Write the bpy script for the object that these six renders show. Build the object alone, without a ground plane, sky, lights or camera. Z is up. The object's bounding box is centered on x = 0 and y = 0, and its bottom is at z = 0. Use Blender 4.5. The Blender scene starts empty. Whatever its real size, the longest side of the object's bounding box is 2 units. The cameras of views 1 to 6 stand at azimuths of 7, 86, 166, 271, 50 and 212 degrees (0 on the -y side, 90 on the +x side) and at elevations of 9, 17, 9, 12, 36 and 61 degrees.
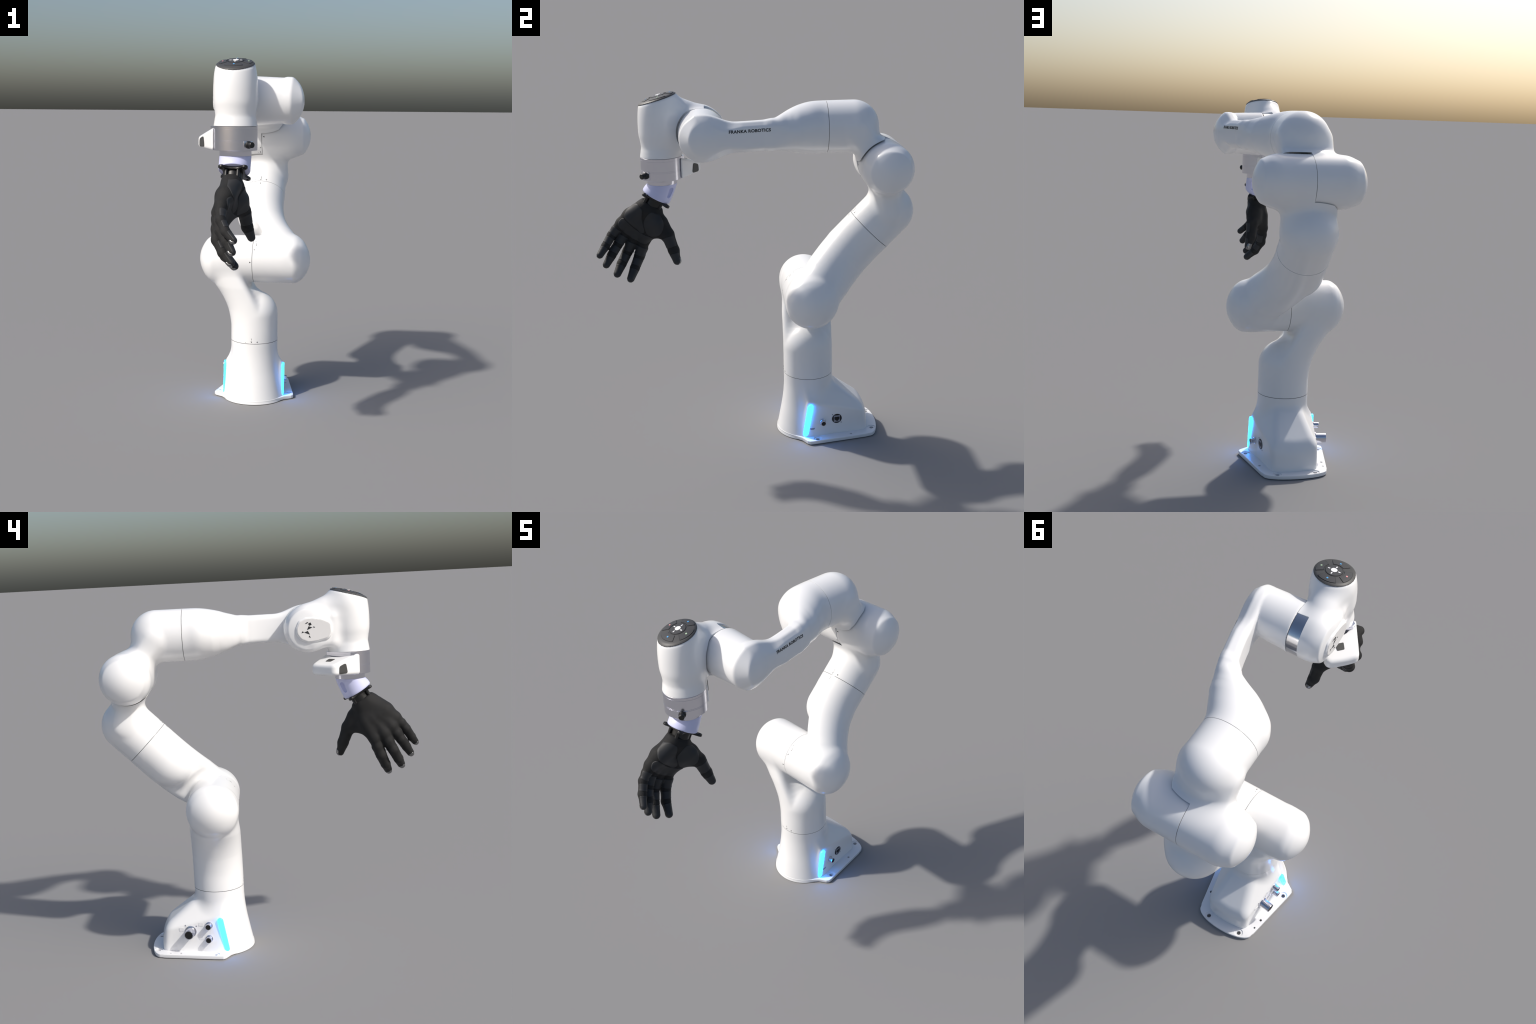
# White seven-axis robot arm with a black five-fingered hand.
# Every shell is a smooth blend of simple solids (tubes, barrels, domes, rounded
# cones) written as a distance function, meshed once, then cut at the joints.
import bpy, bmesh, math
import numpy as np
from mathutils import Vector, Matrix
from mathutils.bvhtree import BVHTree

rng = np.random.default_rng(7)

# ------------------------------------------------------------------ kinematics
Y0 = 0.285                       # column axis
R = 0.141                        # tube / barrel radius
J2 = np.array([0, Y0, 0.856])    # shoulder axis (along x)
J4 = np.array([0, 0.709, 1.581]) # elbow axis
FZ = 1.791                       # forearm axis height
J6Y = -0.278                     # wrist axis
J7Y = -0.504                     # flange axis
C45 = math.sqrt(0.5)
UP = np.array([0, C45, C45])     # upper arm direction
UQ = np.array([0, -C45, C45])    # perpendicular of upper arm, towards elbow offset
J3 = J2 + 0.812 * UP

# ------------------------------------------------------------------ materials
def nodes_of(m):
    m.use_nodes = True
    return m.node_tree.nodes, m.node_tree.links, m.node_tree.nodes["Principled BSDF"]

def material(name, col, rough=0.4, metal=0.0, spec=0.5, grain=0.0, grain_scale=60.0,
             bump=0.0, bump_scale=400.0, coat=0.0, emit=None, emit_strength=0.0):
    m = bpy.data.materials.new(name)
    N, L, b = nodes_of(m)
    b.inputs["Roughness"].default_value = rough
    b.inputs["Metallic"].default_value = metal
    b.inputs["Specular IOR Level"].default_value = spec
    b.inputs["Coat Weight"].default_value = coat
    tc = N.new("ShaderNodeTexCoord")
    nz = N.new("ShaderNodeTexNoise")
    nz.inputs["Scale"].default_value = grain_scale
    nz.inputs["Detail"].default_value = 4
    L.new(tc.outputs["Object"], nz.inputs["Vector"])
    ramp = N.new("ShaderNodeValToRGB")
    c = np.array(col)
    lo, hi = c * (1 - grain), np.minimum(c * (1 + grain), 1)
    ramp.color_ramp.elements[0].position = 0.3
    ramp.color_ramp.elements[0].color = (*lo, 1)
    ramp.color_ramp.elements[1].position = 0.7
    ramp.color_ramp.elements[1].color = (*hi, 1)
    L.new(nz.outputs["Fac"], ramp.inputs["Fac"])
    L.new(ramp.outputs["Color"], b.inputs["Base Color"])
    if bump:
        n2 = N.new("ShaderNodeTexNoise")
        n2.inputs["Scale"].default_value = bump_scale
        L.new(tc.outputs["Object"], n2.inputs["Vector"])
        bp = N.new("ShaderNodeBump")
        bp.inputs["Strength"].default_value = bump
        bp.inputs["Distance"].default_value = 0.002
        L.new(n2.outputs["Fac"], bp.inputs["Height"])
        L.new(bp.outputs["Normal"], b.inputs["Normal"])
    if emit:
        b.inputs["Emission Color"].default_value = (*emit, 1)
        b.inputs["Emission Strength"].default_value = emit_strength
    return m

WHITE = material("white_shell", (0.84, 0.84, 0.84), 0.24, grain=0.006, grain_scale=9)
WHITE_PL = material("white_plate", (0.80, 0.80, 0.805), 0.35, grain=0.006, grain_scale=9)
BADGE = material("pale_badge", (0.74, 0.73, 0.72), 0.55, grain=0.008)
BLACKGAP = material("dark_gap", (0.012, 0.012, 0.014), 0.6)
INK = material("dark_ink", (0.02, 0.021, 0.023), 0.5)
STEEL = material("polished_steel", (0.62, 0.63, 0.66), 0.16, metal=1.0, grain=0.01)
ALU = material("anodised_aluminium", (0.72, 0.72, 0.78), 0.22, metal=1.0, grain=0.015, grain_scale=30)
CHROME = material("connector_metal", (0.62, 0.63, 0.70), 0.2, metal=1.0)
BLUEISH = material("lavender_adapter", (0.60, 0.62, 0.86), 0.42, grain=0.006)
PANEL = material("panel_rubber", (0.060, 0.060, 0.060), 0.5, grain=0.03)
BUTTON = material("button_rubber", (0.056, 0.056, 0.057), 0.45, grain=0.03)
PAD = material("grip_button", (0.055, 0.055, 0.053), 0.5, grain=0.03)
BLACK = material("black_bracket", (0.006, 0.006, 0.006), 0.42)
GLOVE = material("knit_glove", (0.0178, 0.0178, 0.0180), 0.7, spec=0.25, grain=0.14, grain_scale=420, bump=0.5, bump_scale=900)
GRIP = material("rubber_pad", (0.029, 0.030, 0.032), 0.55, spec=0.3, grain=0.03, grain_scale=90)
NAIL = material("metal_nail", (0.22, 0.22, 0.22), 0.22, metal=0.85)
LED = material("cyan_light", (0.03, 0.40, 0.50), 0.4, emit=(0.010, 0.26, 1.0), emit_strength=15.0)
PRINT_WHITE = material("print_white", (0.82, 0.82, 0.82), 0.5)
PRINT_BLUE = material("print_blue", (0.10, 0.36, 0.68), 0.5)
PRINT_RED = material("print_red", (0.70, 0.30, 0.30), 0.5)
PRINT_GREEN = material("print_green", (0.45, 0.60, 0.42), 0.5)
SOCKET_GREY = material("socket_grey", (0.30, 0.30, 0.34), 0.45)

# ------------------------------------------------------------------ distance helpers
def smin(a, b, k):
    h = np.maximum(k - np.abs(a - b), 0) / k
    return np.minimum(a, b) - h * h * k * 0.25

def smax(a, b, k):
    return -smin(-a, -b, k)

def curve(x, pts):
    """smooth cubic through control points (x, value), flat outside"""
    px = np.array([p[0] for p in pts], float); py = np.array([p[1] for p in pts], float)
    m = np.zeros_like(py)
    d = np.diff(py) / np.diff(px)
    m[1:-1] = 0.5 * (d[1:] + d[:-1]); m[0] = d[0]; m[-1] = d[-1]
    same = np.sign(d[1:]) == np.sign(d[:-1]); m[1:-1] *= same
    xc = np.clip(x, px[0], px[-1])
    i = np.clip(np.searchsorted(px, xc, side="right") - 1, 0, len(px) - 2)
    h = px[i + 1] - px[i]; t = (xc - px[i]) / h
    t2 = t * t; t3 = t2 * t
    v = (2*t3-3*t2+1)*py[i] + (t3-2*t2+t)*h*m[i] + (-2*t3+3*t2)*py[i+1] + (t3-t2)*h*m[i+1]
    return v

def cone(P, a, b, ra, rb):
    """capsule with varying radius"""
    a = np.asarray(a, float); b = np.asarray(b, float)
    ab = b - a; L2 = ab @ ab
    t = np.clip(((P - a) @ ab) / L2, 0, 1)
    return np.linalg.norm(P - (a + t[..., None] * ab), axis=-1) - (ra + (rb - ra) * t)

def rbox(P, c, half, r):
    q = np.abs(P - np.asarray(c, float)) - (np.asarray(half, float) - r)
    return np.linalg.norm(np.maximum(q, 0), axis=-1) + np.minimum(q.max(axis=-1), 0) - r

def poly_region(poly, rnd):
    """rounded polygon in (along, across)"""
    pl = np.array(poly, float)
    def f(q):
        p = q[:, :2]; dmin = np.full(len(p), 1e9); ins = np.zeros(len(p), bool)
        for i in range(len(pl)):
            a, b = pl[i - 1], pl[i]
            ab = b - a; t = np.clip(((p - a) @ ab) / (ab @ ab), 0, 1)
            dmin = np.minimum(dmin, np.linalg.norm(p - (a + t[:, None] * ab), axis=1))
            cr = ((a[1] > p[:, 1]) != (b[1] > p[:, 1])) & (p[:, 0] < (b[0]-a[0]) * (p[:, 1]-a[1]) / (b[1]-a[1] + 1e-12) + a[0])
            ins ^= cr
        return np.where(ins, -dmin, dmin) - rnd
    return f
# ------------------------------------------------------------------ mesher
def grad(f, V, e=4e-4):
    g = np.empty_like(V)
    for k in range(3):
        o = np.zeros(3); o[k] = e
        g[:, k] = (f(V + o) - f(V - o)) / (2 * e)
    return g

def project(f, V, it, cap):
    for _ in range(it):
        g = grad(f, V)
        s = f(V) / np.maximum((g * g).sum(1), 0.05)
        st = g * s[:, None]
        ln = np.linalg.norm(st, axis=1, keepdims=True)
        V = V - st * np.minimum(1, cap / np.maximum(ln, 1e-9))
    return V

def surface(f, lo, hi, h, relax=3):
    """surface net of f = 0, snapped onto the true surface"""
    lo = np.array(lo, float); hi = np.array(hi, float)
    n = np.ceil((hi - lo) / h).astype(int) + 1
    ax = [lo[k] + h * np.arange(n[k]) for k in range(3)]
    G = np.stack(np.meshgrid(*ax, indexing="ij"), -1)
    F = np.empty(n)
    for i in range(n[0]):
        F[i] = f(G[i].reshape(-1, 3)).reshape(n[1], n[2])
    S = F < 0
    cnt = np.zeros(n - 1); acc = np.zeros((*(n - 1), 3))
    c = [slice(0, -1), slice(1, None)]
    corners = [(i, j, k) for i in (0, 1) for j in (0, 1) for k in (0, 1)]
    for a in corners:
        for b in corners:
            if sum(b) == sum(a) + 1 and all(b[q] >= a[q] for q in range(3)):
                fa = F[c[a[0]], c[a[1]], c[a[2]]]; fb = F[c[b[0]], c[b[1]], c[b[2]]]
                x = (fa < 0) != (fb < 0)
                t = np.where(x, fa / np.where(x, fa - fb, 1), 0)
                for q in range(3):
                    acc[..., q] += np.where(x, a[q] + t * (b[q] - a[q]), 0)
                cnt += x
    act = cnt > 0
    idx = -np.ones(n - 1, int); idx[act] = np.arange(act.sum())
    ijk = np.argwhere(act)
    V = lo + h * (ijk + acc[act] / cnt[act][:, None])
    Q = []
    for q in range(3):
        o = [k for k in range(3) if k != q]
        sl0 = [slice(None)] * 3; sl1 = [slice(None)] * 3
        sl0[q] = slice(0, -1); sl1[q] = slice(1, None)
        s0 = S[tuple(sl0)]; s1 = S[tuple(sl1)]
        e = np.argwhere(s0 != s1)
        e = e[(e[:, o[0]] > 0) & (e[:, o[1]] > 0) & (e[:, o[0]] < n[o[0]] - 1) & (e[:, o[1]] < n[o[1]] - 1)]
        inside = s0[tuple(e.T)]
        def cell(da, db):
            z = e.copy(); z[:, o[0]] -= da; z[:, o[1]] -= db
            return idx[tuple(z.T)]
        quad = np.stack([cell(1, 1), cell(0, 1), cell(0, 0), cell(1, 0)], 1)
        flip = inside if q != 1 else ~inside
        quad[~flip] = quad[~flip][:, ::-1]
        Q.append(quad)
    Q = np.concatenate(Q)
    V = project(f, V, 3, h)
    E = np.concatenate([Q[:, [0, 1]], Q[:, [1, 2]], Q[:, [2, 3]], Q[:, [3, 0]]])
    for _ in range(relax):
        A = np.zeros_like(V); W = np.zeros(len(V))
        for a, b in ((0, 1), (1, 0)):
            for k in range(3):
                A[:, k] += np.bincount(E[:, a], V[E[:, b], k], len(V))
            W += np.bincount(E[:, a], minlength=len(V))
        V = project(f, 0.5 * V + 0.5 * A / W[:, None], 2, h)
    return V, Q

# ------------------------------------------------------------------ scene helpers
ROOT = bpy.data.objects.new("robot_arm", None)
bpy.context.scene.collection.objects.link(ROOT)
ROOT["label"] = "white jointed robot arm holding a black five-fingered robotic hand"
ROOT["category"] = "robot arm"

def add(name, me, mat, parent=None):
    ob = bpy.data.objects.new(name, me)
    bpy.context.scene.collection.objects.link(ob)
    ob.parent = parent or ROOT
    if mat:
        me.materials.clear(); me.materials.append(mat)
    return ob

def mesh_of(V, F, name="mesh"):
    me = bpy.data.meshes.new(name)
    me.from_pydata([tuple(v) for v in V], [], [tuple(int(i) for i in q) for q in F])
    me.update()
    return me

def soften(me, angle=38):
    bm = bmesh.new(); bm.from_mesh(me)
    bmesh.ops.recalc_face_normals(bm, faces=bm.faces)
    lim = math.radians(angle)
    for e in bm.edges:
        e.smooth = not (len(e.link_faces) == 2 and e.calc_face_angle(0) > lim)
    for fc in bm.faces:
        fc.smooth = True
    bm.to_mesh(me); bm.free(); me.update()
    return me

def cut(me, planes):
    """keep the side against each plane normal, close the hole"""
    bm = bmesh.new(); bm.from_mesh(me)
    for co, no in planes:
        g = list(bm.verts) + list(bm.edges) + list(bm.faces)
        bmesh.ops.bisect_plane(bm, geom=g, dist=1e-5, plane_co=Vector(co), plane_no=Vector(no))
        away = [fc for fc in bm.faces if (fc.calc_center_median() - Vector(co)).dot(Vector(no)) > 0]
        bmesh.ops.delete(bm, geom=away, context="FACES")
        rim = [e for e in bm.edges if e.is_boundary]
        if rim:
            mid = Vector()
            for e in rim: mid += (e.verts[0].co + e.verts[1].co) / (2 * len(rim))
            hub = bm.verts.new(mid)
            for e in rim: bm.faces.new((e.verts[0], e.verts[1], hub))
    bm.to_mesh(me); bm.free(); me.update()
    return me

def carve(me, tool):
    a = bpy.data.objects.new("carve_a", me); b = bpy.data.objects.new("carve_b", tool)
    for o in (a, b): bpy.context.scene.collection.objects.link(o)
    md = a.modifiers.new("cut", "BOOLEAN"); md.operation = "DIFFERENCE"; md.object = b; md.solver = "EXACT"
    dg = bpy.context.evaluated_depsgraph_get(); dg.update()
    res = bpy.data.meshes.new_from_object(a.evaluated_get(dg))
    bpy.data.objects.remove(a); bpy.data.objects.remove(b)
    return res

def frame(axis):
    z = Vector(axis).normalized()
    x = z.orthogonal().normalized()
    return x, z.cross(x), z

def lathe(profile, origin, axis, n=96):
    """profile: (radius, height) pairs, closed on the axis at both ends"""
    x, y, z = frame(axis); o = Vector(origin)
    V, F = [], []
    for r, hh in profile:
        for i in range(n):
            t = 2 * math.pi * i / n
            V.append(o + z * hh + (x * math.cos(t) + y * math.sin(t)) * r)
    m = len(profile)
    for j in range(m - 1):
        for i in range(n):
            F.append((j*n+i, j*n+(i+1) % n, (j+1)*n+(i+1) % n, (j+1)*n+i))
    F.append(tuple(range(n))[::-1]); F.append(tuple((m-1)*n+i for i in range(n)))
    return soften(mesh_of(V, F), 30)

def prism(poly, to3d, z0, z1, bevel=0.0):
    """extrude a 2D outline; to3d(u, v, w) -> point"""
    n = len(poly)
    V = [to3d(u, v, z0) for u, v in poly] + [to3d(u, v, z1) for u, v in poly]
    F = [tuple(range(n))[::-1], tuple(range(n, 2*n))] + [(i, (i+1) % n, n+(i+1) % n, n+i) for i in range(n)]
    me = mesh_of(V, F)
    bm = bmesh.new(); bm.from_mesh(me)
    bmesh.ops.recalc_face_normals(bm, faces=bm.faces)
    if bevel:
        es = [e for e in bm.edges if len(e.link_faces) == 2 and e.calc_face_angle(0) > 1.0]
        bmesh.ops.bevel(bm, geom=es, offset=bevel, segments=3, affect="EDGES", profile=0.5)
    bm.to_mesh(me); bm.free()
    return soften(me, 20)

def rounded(poly, r, seg=6):
    """round the corners of a 2D polygon"""
    out = []; n = len(poly)
    for i in range(n):
        p = Vector(poly[i]); a = Vector(poly[i-1]) - p; b = Vector(poly[(i+1) % n]) - p
        q = min(r, a.length * 0.45, b.length * 0.45)
        s, e = p + a.normalized() * q, p + b.normalized() * q
        for k in range(seg + 1):
            t = k / seg
            out.append(tuple((1-t)**2 * s + 2*t*(1-t) * p + t*t * e))
    return out

def bvh(ob_or_me):
    me = ob_or_me.data if hasattr(ob_or_me, "data") else ob_or_me
    return BVHTree.FromPolygons([v.co.copy() for v in me.vertices], [tuple(p.vertices) for p in me.polygons])

def drape(polys, to3d, direction, tree, lift, depth=0.003, cell=0.012):
    """lay flat 2D outlines on a surface as thin raised prints"""
    d = Vector(direction).normalized()
    bm = bmesh.new()
    for poly in polys:
        vs = [bm.verts.new((u, v, 0)) for u, v in poly]
        bm.faces.new(vs)
    bmesh.ops.triangulate(bm, faces=bm.faces)
    for _ in range(3):
        es = [e for e in bm.edges if e.calc_length() > cell]
        if not es: break
        bmesh.ops.subdivide_edges(bm, edges=es, cuts=1)
        bmesh.ops.triangulate(bm, faces=bm.faces)
    for v in bm.verts:
        p = Vector(to3d(v.co.x, v.co.y))
        hit = tree.ray_cast(p - d * 0.4, d)
        if hit[0] is None: hit = (tree.find_nearest(p)[0],)
        v.co = hit[0] - d * lift
    ext = bmesh.ops.extrude_face_region(bm, geom=list(bm.faces))
    for v in [g for g in ext["geom"] if isinstance(g, bmesh.types.BMVert)]:
        v.co += d * depth
    bmesh.ops.recalc_face_normals(bm, faces=bm.faces)
    me = bpy.data.meshes.new("print"); bm.to_mesh(me); bm.free()
    return me

def glyphs(text, size, bold=0.0, spacing=1.0):
    """built-in font as triangles, centred"""
    cu = bpy.data.curves.new("lettering", "FONT"); cu.body = text; cu.size = size
    cu.align_x = "CENTER"; cu.align_y = "CENTER"; cu.offset = bold; cu.space_character = spacing
    cu.resolution_u = 4
    ob = bpy.data.objects.new("lettering", cu); bpy.context.scene.collection.objects.link(ob)
    dg = bpy.context.evaluated_depsgraph_get(); dg.update()
    me = bpy.data.meshes.new_from_object(ob.evaluated_get(dg))
    bpy.data.objects.remove(ob)
    return [[(me.vertices[i].co.x, me.vertices[i].co.y) for i in p.vertices] for p in me.polygons]

def disc(r, n=24, c=(0, 0)):
    return [(c[0] + r*math.cos(2*math.pi*i/n), c[1] + r*math.sin(2*math.pi*i/n)) for i in range(n)]

# ------------------------------------------------------------------ barrel with chamfered, domed end
def barrel(a, rho, rad, a1, r1, a2, r2, end):
    """axis along a; chamfer from (a1, rad) to (a2, r2), dome up to end"""
    side = rho - rad
    n = np.array([rad - r2, a2 - a1]); n = np.array([n[0], n[1]]) / np.hypot(*n)
    ch = (a - a1) * n[0] + (rho - rad) * n[1]
    dome = a - (end - (end - a2) * (rho / r2) ** 2)
    f = smax(side, ch, 0.012)
    return smax(f, dome, 0.004)

# ------------------------------------------------------------------ shoulder halves (same shell twice)
def spline(pts, n):
    """Catmull-Rom through control rows"""
    p = np.array(pts, float); p = np.vstack([2*p[0]-p[1], p, 2*p[-1]-p[-2]])
    out = []
    for i in range(1, len(p) - 2):
        for k in range(n):
            t = k / n
            out.append(0.5 * (2*p[i] + (p[i+1]-p[i-1])*t + (2*p[i-1]-5*p[i]+4*p[i+1]-p[i+2])*t*t + (3*p[i]-p[i-1]-3*p[i+1]+p[i+2])*t**3))
    return np.array(out + [p[-2]])

# sweep of the tube from the column into the barrel: (towards barrel, along tube)
SHOULDER_PATH = np.vstack([[(0, 0.8)], spline([(0, 0.50), (0.001, 0.39), (0.023, 0.269), (0.067, 0.163), (0.128, 0.070), (0.172, 0.022)], 4)])

def shoulder_half(a, t, v):
    """a: towards barrel end, t: away from joint along the tube, v: across"""
    P = np.stack([a, t, v], -1)
    q = np.stack([a, t], -1)
    din = np.full(len(q), 9.0); near = np.zeros_like(q)
    for p0, p1 in zip(SHOULDER_PATH[:-1], SHOULDER_PATH[1:]):
        ab = p1 - p0; w = np.clip(((q - p0) @ ab) / (ab @ ab), 0, 1)
        c = p0 + w[:, None] * ab; dd = np.linalg.norm(q - c, axis=1)
        b = dd < din; din = np.where(b, dd, din); near[b] = c[b]
    n = 2.0 + 0.35 * np.clip((0.30 - t) / 0.2, 0, 1)        # rounder column, fuller flanks at the barrel
    re = R - 0.008 * np.clip((0.16 - t) / 0.1, 0, 1)
    f = ((din / re) ** n + (np.abs(v) / re + 1e-6) ** n) ** (1 / n) * re - re
    f = smax(f, 0.022 - 0.60 * (t - 0.16) - a, 0.04)        # inner side of the neck
    cap = np.minimum(t - 0.336, 0)
    tube = np.sqrt(a*a + v*v + cap*cap) - R
    g1 = np.stack([q[:, 0] - near[:, 0], q[:, 1] - near[:, 1], v], -1); g2 = np.stack([a, cap, v], -1)
    cosn = (g1 * g2).sum(1) / (np.linalg.norm(g1, axis=1) * np.linalg.norm(g2, axis=1) + 1e-6)
    f = smin(f, tube, 0.002 + 0.06 * np.clip((1 - cosn) * 2.2, 0, 1))   # blend only where the two really turn away from each other
    rho = np.hypot(t, v)
    clear = smin(0.172 - rho, 0.015 - a, 0.03)              # hollow that leaves room for the other half
    f = smax(f, clear, 0.03)
    bar = np.maximum(barrel(a, rho, R, 0.252, 0, 0.287, 0.116, 0.334), -0.01 - a)
    return smin(f, bar, 0.028)

def f_link1(P):
    return shoulder_half(-P[:, 0], J2[2] - P[:, 2], P[:, 1] - Y0)

def f_link2(P):
    r = P - J2
    return shoulder_half(P[:, 0], r @ UP, r @ UQ)

# ------------------------------------------------------------------ elbow halves (same shell twice)
def elbow_half(a, p, q):
    """a: towards barrel end, p: along the tube to the joint, q: offset to the barrel axis"""
    P = np.stack([a, p, q], -1)
    tube = np.where(p < -0.167, np.hypot(a, q), np.sqrt(a*a + q*q + (p + 0.167)**2)) - R
    rho = np.hypot(p, q - 0.212)
    bar = np.maximum(barrel(a, rho, R - 0.0025, 0.192, 0, 0.255, 0.110, 0.2955), -0.10 - a)
    Pn = P * np.array([0.54, 1, 1])
    neck = cone(Pn, (0, -0.155, 0.020), (0.0, -0.01, 0.20), 0.086, 0.086)
    neck = smax(neck, np.abs(a - 0.008) - 0.146, 0.02)
    f = smin(tube, neck, 0.03)
    return smin(f, bar, 0.045)

def f_link3(P):
    r = P - J3
    return elbow_half(P[:, 0], r @ UP, r @ UQ)

def f_link4(P):
    return elbow_half(-P[:, 0], P[:, 1] - J4[1], -(P[:, 2] - FZ))

# ------------------------------------------------------------------ forearm
OUT = [(-0.45, 0.322), (-0.278, 0.329), (-0.111, 0.296), (0.045, 0.263), (0.198, 0.226), (0.28, 0.192), (0.36, 0.152), (0.45, 0.141)]
INN = [(-0.30, 0.217), (-0.153, 0.208), (-0.090, 0.200), (-0.010, 0.183), (0.040, 0.169), (0.12, 0.15)]
# loft of the thick end: y, centre x, half width, half height
LOFT = [(0.03, 0.222, 0.036, 0.066), (0.055, 0.208, 0.049, 0.072), (0.08, 0.1930, 0.0590, 0.0790), (0.103, 0.1800, 0.0680, 0.083), (0.134, 0.150, 0.093, 0.093),
        (0.17, 0.105, 0.126, 0.105), (0.20, 0.078, 0.145, 0.116), (0.244, 0.045, 0.161, 0.128), (0.30, 0.018, 0.159, 0.138), (0.37, 0.002, 0.143, R), (0.45, 0.0, R, R)]

def f_link5(P):
    x, y, z = P[:, 0], P[:, 1], P[:, 2] - FZ
    rad = 0.1295 - 0.045 * x
    circ = np.hypot(y - J6Y, z) - rad
    bar = np.maximum(np.abs(z) - 0.0790, J6Y - y)
    p2 = smin(circ, bar, 0.08)
    xo = x - (curve(y, OUT) - (3.3 - 1.9 * np.clip((y + 0.22) / 0.15, 0, 1)) * z * z)
    def shut(prof):
        ch = 0.753 * prof + 0.659 * (x - curve(y, OUT) + 0.058 - 0.027 * np.clip((y + 0.22) / 0.15, 0, 1))
        return smax(smax(prof, ch, 0.006), xo, 0.006)
    blade = smax(shut(p2), curve(y, INN) - x, 0.030)
    blade = smax(blade + 0.22 * np.clip(y - 0.085, 0, 1), y - 0.15, 0.02)   # sinks into the loft
    drum = smax(shut(circ), 0.050 - x, 0.006)
    cx = curve(y, [(l[0], l[1]) for l in LOFT]); wx = curve(y, [(l[0], l[2]) for l in LOFT]); hz = curve(y, [(l[0], l[3]) for l in LOFT])
    n = 2.0 + 0.9 * np.clip((0.20 - y) / 0.14, 0, 1)
    loft = (((np.abs(x - cx) / wx) ** n + (np.abs(z) / hz + 1e-6) ** n) ** (1 / n) - 1) * np.minimum(wx, hz)
    loft = smax(loft, 0.050 - y, 0.02)
    f = smin(loft, blade, 0.016)
    return smin(f, drum, 0.004)

# ------------------------------------------------------------------ wrist
WR = [(1.60, 0.110), (1.655, 0.1115), (1.69, 0.107), (1.715, 0.1035), (1.74, 0.106), (1.78, 0.1125), (1.82, 0.1138),
      (1.87, 0.1125), (1.92, 0.1075), (1.96, 0.0995), (2.0, 0.088), (2.06, 0.07)]

def wrist_body(P):
    rho = np.hypot(P[:, 0], P[:, 1] - J7Y)
    return rho - curve(P[:, 2], WR)

def top_plane(P):
    return (P[:, 2] - (1.9735 + 0.27 * (P[:, 1] - J7Y))) / 1.036

def f_link6(P):
    x, y, z = P[:, 0], P[:, 1], P[:, 2]
    body = wrist_body(P)
    rho = np.hypot(y - J6Y, z - FZ)
    bar = barrel(-x, rho, 0.1265, 0.068, 0, 0.113, 0.108, 0.130)
    bar = np.maximum(bar, x - 0.060)
    blk = rbox(P, (-0.030, -0.36, FZ - 0.005), (0.085, 0.082, 0.096), 0.036)
    saddle = cone(P, (-0.015, -0.465, 1.917), (-0.032, -0.29, 1.849), 0.077, 0.074)
    f = smin(smin(smin(bar, blk, 0.03), saddle, 0.03), body, 0.045)
    dome = top_plane(P) + 1.2 * (x**2 + (y - J7Y)**2)
    return smax(f, dome - 0.010, 0.016)

# ------------------------------------------------------------------ base housing
FL = [(-0.05, 0.195), (0.0, 0.1865), (0.03, 0.180), (0.11, 0.1645), (0.194, 0.1500), (0.286, 0.1415), (0.36, R), (0.45, R)]

def f_base(P):
    x, y, z = np.abs(P[:, 0]), P[:, 1], P[:, 2]
    column = np.hypot(x, y - Y0) - curve(z, FL)
    w = 0.1735 - 0.142 * (y - 0.285)
    side = (x - w) / 1.01
    front = (x - (0.176 + 2.6 * (y - (0.236 + 0.13 * z)))) / 2.8
    rear = y - (0.629 - 1.1 * x * x - 0.12 * np.clip(z - 0.05, 0, 1))
    roof1 = (z - (0.226 - 0.26 * (y - 0.285) + 1.35 * (w - x))) / 1.68
    roof2 = (z - (0.296 - 0.79 * (y - 0.434))) / 1.3
    wedge = smax(side, roof1, 0.006)
    wedge = smax(wedge, front, 0.02)
    wedge = smax(wedge, smax(rear, roof2, 0.04), 0.028)
    return smin(column, wedge, 0.024)

# ------------------------------------------------------------------ build the shells
H = 0.0065
GAP = 0.0013
def shell(f, lo, hi, h=H):
    V, Q = surface(f, lo, hi, h)
    return mesh_of(V, Q)

def cyl_tool(c, r, x0, x1, n=160):
    return lathe([(r, x0), (r, x1)], c, (1, 0, 0), n)

SEAM1 = 0.362
me = shell(f_base, (-0.27, 0.05, -0.03), (0.27, 0.68, 0.42))
me = cut(me, [((0, 0, SEAM1 - GAP), (0, 0, 1)), ((0, 0, 0.0), (0, 0, -1))])
base = add("base", soften(me), WHITE)

me = shell(f_link1, (-0.36, 0.10, 0.30), (0.18, 0.47, 1.03))
me = cut(me, [((-GAP, 0, 0), (1, 0, 0))] if False else [((0, 0, SEAM1 + GAP), (0, 0, -1))])
me = carve(me, cyl_tool((0, J2[1], J2[2]), 0.152, -GAP, 0.4))
shoulder = add("shoulder", soften(me), WHITE)

seam3 = J2 + 0.4965 * UP
me = shell(f_link2, (-0.18, 0.10, 0.68), (0.36, 0.80, 1.36))
me = cut(me, [(seam3 - UP * GAP, UP)])
me = carve(me, cyl_tool((0, J2[1], J2[2]), 0.152, -0.4, GAP))
upper_arm = add("upper_arm", soften(me), WHITE)

me = shell(f_link3, (-0.18, 0.45, 1.02), (0.33, 0.91, 1.76))
me = cut(me, [(seam3 + UP * GAP, -UP)])
me = carve(me, cyl_tool((0, J4[1], J4[2]), 0.1470, -0.4, GAP))
elbow = add("elbow", soften(me), WHITE)

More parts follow.
